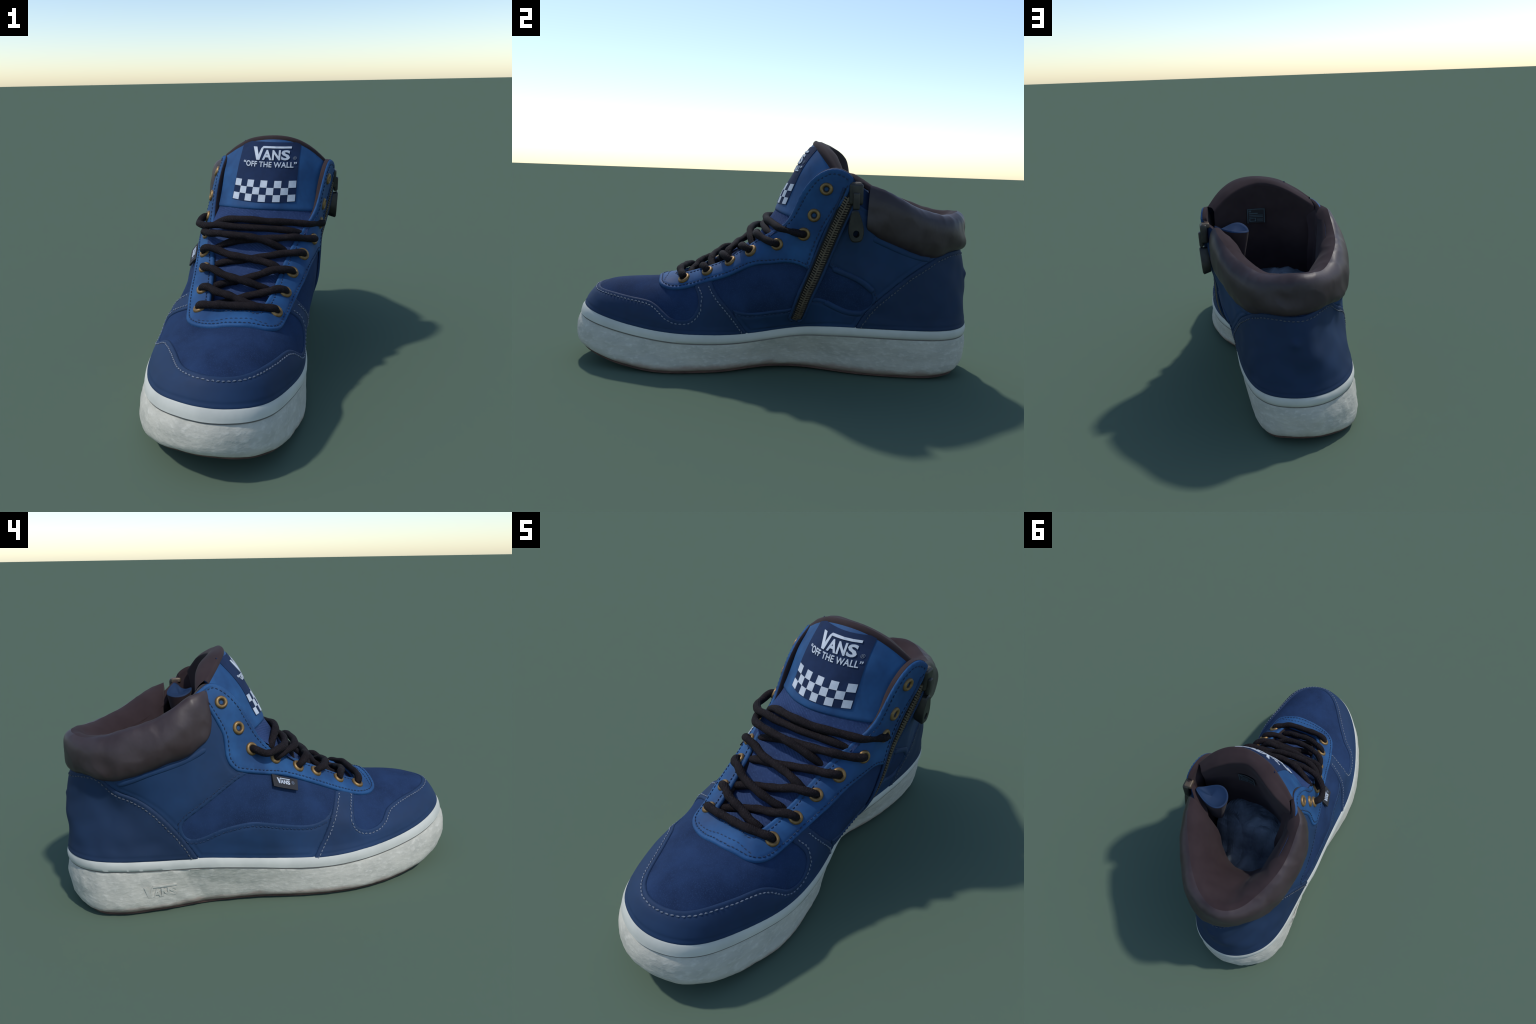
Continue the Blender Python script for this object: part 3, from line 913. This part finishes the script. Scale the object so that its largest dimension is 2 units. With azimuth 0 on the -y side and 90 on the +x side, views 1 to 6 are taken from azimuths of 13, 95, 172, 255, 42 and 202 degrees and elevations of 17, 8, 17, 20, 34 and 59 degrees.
while x < d[-1] - .03:
    c, t, n, s = (np.array([np.interp(x, d, A[:, i]) for i in range(3)]) for A in (zc, zt, zn, zs))
    sg = 1 if k % 2 else -1
    c = c + s * sg * .0085 + n * .0085
    V = []
    for dx, w, hgt in ((-.011, .0038, .004), (.004, .0030, .006), (.012, .0042, .006)):
        for a, b in ((-1, -1), (1, -1), (1, 1), (-1, 1)):
            V.append(c - s * sg * dx + t * (a * w - dx * .25) + n * b * hgt)
    F = [(0, 1, 2, 3), (8, 11, 10, 9)]
    for r in (0, 4):
        F += [(r + i, r + 4 + i, r + 4 + (i + 1) % 4, r + (i + 1) % 4) for i in range(4)]
    parts.append((V, F))
    x += .0058
    k += 1
V, F = merge(parts)
me = mesh_from("zipper_teeth", V, F)
fix_normals(me)
ob = add_object("zipper_teeth", me, M["zip_metal"], zipper, angle=40)
ob["kind"] = "stuff"
# piping on both lips of the opening
for sg, mat in ((-1, M["leather"]), (1, M["leather"])):
    V, F = tube(zc + zs * sg * .034 * wd + zn * .006, .0075, 90, 8)
    me = mesh_from("zipper_piping", V, F)
    fix_normals(me)
    add_object("zipper_piping", me, mat, zipper)


def rounded_block(name, c, ax, size, mat, parent, bevel):
    bm = bmesh.new()
    bmesh.ops.create_cube(bm, size=1)
    for v in bm.verts:
        v.co = Vector(v.co[i] * size[i] for i in range(3))
    bmesh.ops.bevel(bm, geom=list(bm.edges), offset=bevel, segments=4, affect="EDGES", profile=.6)
    Rm = Matrix((ax[0], ax[1], ax[2])).transposed()
    for v in bm.verts:
        v.co = Rm @ v.co + Vector(c)
        v.co += Vector(ax[2]) * .002 * noise.noise(v.co * 40)
    me = bpy.data.meshes.new(name)
    bm.to_mesh(me)
    bm.free()
    return add_object(name, me, mat, parent)


zx, zy, zz = Vector((-.05, 1, 0)).normalized(), Vector((.03, -.03, 1)).normalized(), Vector((1, .05, -.03)).normalized()
slider = rounded_block("zipper_slider", (.372, .394, .892), (zx, zy, zz), (.062, .095, .034), M["pull_metal"], zipper, .014)
rounded_block("zipper_stop", (.362, .392, .932), (zx, zy, zz), (.050, .026, .040), M["zip_metal"], zipper, .010)
rounded_block("slider_bridge", (.388, .396, .862), (zx, zy, zz), (.030, .075, .022), M["pull_metal"], zipper, .009)
# pull tab: tapered plate with a round hole in its wide end
outer, inner = [], []
NP = 48
for i in range(NP):
    a = 2 * math.pi * i / NP
    y = .066 * math.sin(a)
    w_ = .033 - .010 * smoothstep(-.03, .06, y)
    outer.append((w_ * np.sign(math.cos(a)) * abs(math.cos(a)) ** .55, y))
    inner.append((.0125 * math.cos(a), -.033 + .0145 * math.sin(a)))
V, F = [], []
pc = Vector((.384, .399, .752))
py = Vector((.07, -.10, 1)).normalized()
px = Vector((-.05, 1, .10)).normalized()
pz = px.cross(py).normalized()
if pz.x < 0:
    pz = -pz
for off, k_o, k_i in ((-.030, .95, 1), (.006, 1.08, 1), (.012, .98, 1.12)):
    for (o, kk) in ((outer, k_o), (inner, k_i)):
        for q in o:
            cy = -.033 if o is inner else 0
            V.append(pc + px * (q[0] * kk) + py * ((q[1] - cy) * kk + cy) + pz * off)
for i in range(NP):
    j = (i + 1) % NP
    for lv in range(2):
        a, b = lv * 2 * NP, (lv + 1) * 2 * NP
        F.append((a + i, a + j, b + j, b + i))
        F.append((a + NP + j, a + NP + i, b + NP + i, b + NP + j))
    F.append((4 * NP + i, 4 * NP + j, 5 * NP + j, 5 * NP + i))
    F.append((j, i, NP + i, NP + j))
me = mesh_from("pull_tab", V, F)
fix_normals(me)
add_object("pull_tab", me, M["pull_metal"], zipper, angle=40)

# gusset folded in behind the top of the zipper: a cupped blue lobe on a brown stem
gc0, gc1 = np.array([.325, .392, .912]), np.array([.150, .398, .898])
V, F = [], []
NG = 40
levels = [(.0, -.018, 0), (.55, -.016, 0), (.9, -.003, 0), (1., .005, 0), (1.03, -.003, 1), (.97, -.035, 1), (.84, -.09, 1), (.62, -.20, 1)]
for k_, dz, _ in levels:
    for i in range(NG):
        a = 2 * math.pi * i / NG
        f = .5 - .5 * math.cos(a)
        wy = (.068 * math.sin(a)) * (.45 + .75 * f) * k_
        mid_ = gc0 * .5 + gc1 * .5
        p = mid_ + (gc1 - gc0) * (-.5 * math.cos(a)) * k_ + np.array([0, wy * (1 + dz * 1.5), dz + (.010 * math.sin(2 * a) + .006 * math.sin(3 * a + 1)) * k_])
        p[0] = min(p[0], .318 + .35 * min(0, dz))
        V.append(p)
F1 = [(l * NG + i, l * NG + (i + 1) % NG, (l + 1) * NG + (i + 1) % NG, (l + 1) * NG + i) for l in range(4) for i in range(NG)]
F2 = [(l * NG + i, l * NG + (i + 1) % NG, (l + 1) * NG + (i + 1) % NG, (l + 1) * NG + i) for l in range(4, 7) for i in range(NG)]
me = mesh_from("gusset", V, F1)
fix_normals(me)
gus = add_object("gusset", me, M["leather_dark"])
me = mesh_from("gusset_lining", V, F2)
fix_normals(me)
add_object("gusset_lining", me, M["lining"], gus)

# ------------------------------------------------------------------ stuffing inside
V, n = [], 60
NRm = 18
SP = np.linspace(0, 36, n, endpoint=False)
ringp = []
for s_ in SP:
    # outline of the cavity at the depth of the paper
    a = 2 * math.pi * s_ / 36
    ringp.append((.02 - .22 * math.sin(a) * (1.0 + .1 * math.cos(a)), .42 - .30 * math.cos(a)))
for k in range(NRm):
    f = k / (NRm - 1)
    for (x, y) in ringp:
        X, Y = .02 + (x - .02) * f, .42 + (y - .42) * f
        z = .465 + .175 * smoothstep(.47, .36, Y) + .03 * smoothstep(.3, .1, Y) - .05 * f ** 3
        z += .050 * abs(noise.noise(Vector((X * 12, Y * 10, 1.3)))) + .040 * abs(noise.noise(Vector((X * 5 + 3, Y * 6, .2)))) - .02
        V.append((X, Y, z))
F = [(k * n + i, k * n + (i + 1) % n, (k + 1) * n + (i + 1) % n, (k + 1) * n + i) for k in range(NRm - 1) for i in range(n)]
me = mesh_from("paper_stuffing", V, F)
fix_normals(me)
add_object("paper_stuffing", me, M["paper"], smooth=False)
# ------------------------------------------------------------------ tongue: leather top piece, patch, lettering
xz = kdtree.KDTree(TU * TV)
for i in range(TV):
    for j in range(TU):
        xz.insert((TG[i, j, 0], TG[i, j, 2], 0), i * TU + j)
xz.balance()


def tongue_at(x, z, off):
    w_ = p_ = n_ = 0
    for co, i, dd in xz.find_n((x, z, 0), 4):
        w = 1 / (dd + 1e-4)
        P, N_ = TG[i // TU, i % TU], TN[i // TU, i % TU]
        # slide along the tangent plane to the wanted x, z
        dy = -((x - P[0]) * N_[0] + (z - P[2]) * N_[2]) / N_[1]
        p_ = p_ + w * np.array([x, P[1] + dy, z])
        n_ = n_ + w * N_
        w_ += w
    n_ = n_ / np.linalg.norm(n_)
    return p_ / w_ + n_ * off


def tongue_plate(name, corners, off, mat, nx=24, nz=24, parent=None, thick=.004, wob=0.0):
    """plate given by corner (x, z): bottom left, bottom right, top right, top left"""
    bl, br, tr, tl = (np.array(c) for c in corners)
    V = []
    for i in range(nz):
        for j in range(nx):
            u, v = j / (nx - 1), i / (nz - 1)
            q = (bl * (1 - u) + br * u) * (1 - v) + (tl * (1 - u) + tr * u) * v
            V.append(tongue_at(q[0], q[1], off))
    F = grid_faces(nz, nx)
    rim = [j for j in range(nx)] + [i * nx + nx - 1 for i in range(1, nz)] + [(nz - 1) * nx + j for j in range(nx - 2, -1, -1)] + [i * nx for i in range(nz - 2, 0, -1)]
    k = len(V)
    for r in rim:
        i, j = divmod(r, nx)
        u, v = j / (nx - 1), i / (nz - 1)
        q = (bl * (1 - u) + br * u) * (1 - v) + (tl * (1 - u) + tr * u) * v
        V.append(tongue_at(q[0], q[1], off - thick))
    m = len(rim)
    F += [(rim[i], rim[(i + 1) % m], k + (i + 1) % m, k + i) for i in range(m)]
    me = mesh_from(name, V, F)
    fix_normals(me)
    return add_object(name, me, mat, parent or tongue, angle=50)


# upper leather piece lies over the knit
rows = [i for i in range(TV) if True]
zsel = []
UP = []
for j in range(TU):
    col = TG[:, j]
    u = j / (TU - 1)
    zcut = .800 - .018 * (2 * u - 1) ** 2 - .012 * u
    i0 = float(np.interp(zcut, col[40:, 2], np.arange(40, TV)))
    idx = np.linspace(i0, TV - 1, 50)
    a0 = np.floor(idx).astype(int)
    a1 = np.minimum(a0 + 1, TV - 1)
    f = (idx - a0)[:, None]
    P = col[a0] * (1 - f) + col[a1] * f
    Nn = TN[a0, j] * (1 - f) + TN[a1, j] * f
    lift = .006 * np.clip(.3 + np.arange(50) / 2, 0, 1)
    UP.append(np.concatenate([[P[0] - Nn[0] * .002], P + Nn * lift[:, None]]))
me = mesh_from("tongue_facing", np.array(UP).reshape(-1, 3), grid_faces(TU, 51))
fix_normals(me)
add_object("tongue_facing", me, M["leather_light"], tongue)

patch = [(-.094, .828), (.216, .822), (.224, 1.092), (-.062, 1.098)]
tongue_plate("logo_patch", patch, .0082, M["patch"], 40, 40)


def patch_xz(u, v):
    bl, br, tr, tl = (np.array(c) for c in patch)
    return (bl * (1 - u) + br * u) * (1 - v) + (tl * (1 - u) + tr * u) * v


# three rows of checks
for r in range(3):
    for c in range(9):
        if (r + c) % 2 == 0:
            cs = []
            for (du, dv) in ((0, 0), (1, 0), (1, 1), (0, 1)):
                cs.append(patch_xz(.012 + (c + du) * .976 / 9, .008 + (r + dv) * .352 / 3))
            tongue_plate("checker_square", cs, .0098, M["white_print"], 6, 6, thick=.003)


def text_mesh(body, bold=.0, spacing=1.0):
    cu = bpy.data.curves.new("lettering", "FONT")
    cu.body = body
    cu.offset = bold
    cu.space_character = spacing
    cu.resolution_u = 3
    ob = bpy.data.objects.new("lettering", cu)
    bpy.context.scene.collection.objects.link(ob)
    dg = bpy.context.evaluated_depsgraph_get()
    me = bpy.data.meshes.new_from_object(ob.evaluated_get(dg))
    bpy.data.objects.remove(ob)
    bm = bmesh.new()
    bm.from_mesh(me)
    bmesh.ops.triangulate(bm, faces=bm.faces)
    bmesh.ops.subdivide_edges(bm, edges=[e for e in bm.edges if e.calc_length() > .25], cuts=2)
    bmesh.ops.triangulate(bm, faces=bm.faces)
    V = np.array([v.co[:2] for v in bm.verts])
    F = [tuple(v.index for v in f.verts) for f in bm.faces]
    bm.free()
    lo, hi = V.min(0), V.max(0)
    return (V - lo) / (hi - lo), F


def logo_2d():
    """word mark: big V whose right arm runs out into a bar over the smaller letters (unit box)"""
    V = [(.0, .93), (.105, .93), (.165, .38), (.225, .84), (.30, 1.0), (.20, .0), (.115, .0)]
    F = [(0, 6, 2), (0, 2, 1), (2, 6, 5), (2, 5, 3), (3, 5, 4)]
    V += [(.225, .84), (.28, 1.0), (1., 1.0), (1., .86), (.42, .86), (.60, .86), (.60, 1.0), (.80, .86), (.80, 1.0)]
    F += [(7, 11, 8), (8, 11, 12), (8, 12, 13), (13, 12, 14), (13, 14, 15), (15, 14, 10), (15, 10, 9)]
    V = [np.array(v, float) for v in V]
    for ch, x0, w in (("A", .27, .25), ("N", .53, .21), ("S", .76, .215)):
        tv, tf = text_mesh(ch, .035)
        k = len(V)
        V += [np.array([x0 + a[0] * w, .02 + a[1] * .72]) for a in tv]
        F += [tuple(i + k for i in f) for f in tf]
    return np.array(V), F


def stamp(name, V2, F2, place, mat, parent, thick=.0016):
    """press a flat drawing on to a surface given by place(x, y, offset) as a thin raised layer"""
    top = [place(a[0], a[1], thick) for a in V2]
    bot = [place(a[0], a[1], -.001) for a in V2]
    n = len(top)
    F = [tuple(f) for f in F2]
    cnt = {}
    for f in F2:
        for i in range(len(f)):
            cnt[(f[i], f[(i + 1) % len(f)])] = 1
    F += [(e[1], e[0], e[0] + n, e[1] + n) for e in cnt if (e[1], e[0]) not in cnt]
    me = mesh_from(name, top + bot, F)
    fix_normals(me)
    return add_object(name, me, mat, parent, smooth=False)


LV, LF = logo_2d()
stamp("logo_lettering", LV, LF, lambda x, y, o: tongue_at(.0 + x * .184, 1.014 + y * .062 - x * .003, .0105 + o), M["white_print"], tongue)
TVt, TF = text_mesh("\u201cOFF THE WALL\u201d", .02, 1.05)
stamp("motto_lettering", TVt, TF, lambda x, y, o: tongue_at(-.046 + x * .258, .984 + y * .026 - x * .006, .0098 + o), M["white_print"], tongue)
RV, RF = text_mesh("\u00ae", .0)
stamp("registered_mark", RV, RF, lambda x, y, o: tongue_at(.194 + x * .016, 1.014 + y * .015, .0088 + o), M["grey_print"], tongue)

# label sewn inside the tongue: dark plate with pale frame and lines of print
def label_at(u, v, o):
    x, z = .140 - u * .095, .890 + v * .080
    b = BG[int(np.argmin(np.abs(BG[:, 40, 2] - z)))]
    return np.array([x, np.interp(x, b[:, 0], b[:, 1]) + .006 + o, z])


def label_quad(name, u0, v0, u1, v1, o, mat, parent):
    V = [label_at(u0 + (u1 - u0) * a / 7, v0 + (v1 - v0) * b / 7, o) for b in range(8) for a in range(8)]
    me = mesh_from(name, V, grid_faces(8, 8))
    return add_object(name, me, mat, parent)


label = label_quad("inner_label", 0, 0, 1, 1, .002, M["tag"], tongue)
for q in ((.02, .02, .06, .98), (.94, .02, .98, .98), (.06, .93, .94, .97), (.12, .62, .6, .70), (.12, .50, .88, .56), (.12, .40, .88, .45), (.12, .10, .50, .16), (.12, .16, .18, .34), (.44, .16, .50, .34), (.12, .30, .50, .34), (.56, .22, .88, .28), (.56, .10, .88, .15), (.10, .76, .24, .88)):
    label_quad("label_print", *q, .004, M["label_ink"], tongue)
# ------------------------------------------------------------------ side tag and embossed sole mark
T0, T1 = np.array([8.86, .758]), np.array([7.68, .748])
B0, B1 = np.array([8.83, .655]), np.array([7.80, .640])


def tag_at(x, y, o):
    q = (B0 * (1 - x) + B1 * x) * (1 - y) + (T0 * (1 - x) + T1 * x) * y
    return on_last(q[0], q[1], .010 + .010 * (1 - y) + o)


V = [tag_at(j / 11, i / 7, 0.) for i in range(8) for j in range(12)]
V += [tag_at(j / 11, i / 7, -.009) for i in range(8) for j in range(12)]
F = grid_faces(8, 12) + [tuple(i + 96 for i in f[::-1]) for f in grid_faces(8, 12)]
rim = list(range(12)) + [i * 12 + 11 for i in range(1, 8)] + [84 + j for j in range(10, -1, -1)] + [i * 12 for i in range(6, 0, -1)]
F += [(rim[i], rim[(i + 1) % len(rim)], rim[(i + 1) % len(rim)] + 96, rim[i] + 96) for i in range(len(rim))]
me = mesh_from("side_tag", V, F)
fix_normals(me)
tag = add_object("side_tag", me, M["tag"], angle=50)
stamp("tag_lettering", LV, LF, lambda x, y, o: tag_at(.18 + x * .55, .34 + y * .50, o), M["white_print"], tag, .002)
stamp("tag_registered_mark", RV, RF, lambda x, y, o: tag_at(.78 + x * .10, .42 + y * .30, o), M["grey_print"], tag, .002)


def wall_at(x, y, o):
    s_ = 14.35 - x * 1.15
    i = int(s_ / 36 * NS) % NS
    f = .36 + y * .30
    out_ = low_out[i] * (1 - f) * (1 - 2 * f) + (mid_out[i] + .004) * 4 * f * (1 - f) + seam_out[i] * f * (2 * f - 1)
    P = FEATHER[i] + OUT[i] * (out_ + o)
    return np.array([P[0], P[1], low_z[i] * (1 - f) + (sz[i] - .004) * f])


stamp("embossed_mark", LV, LF, lambda x, y, o: wall_at(x, y, o + .0024), M["sole"], midsole, .0026)

bpy.context.view_layer.update()
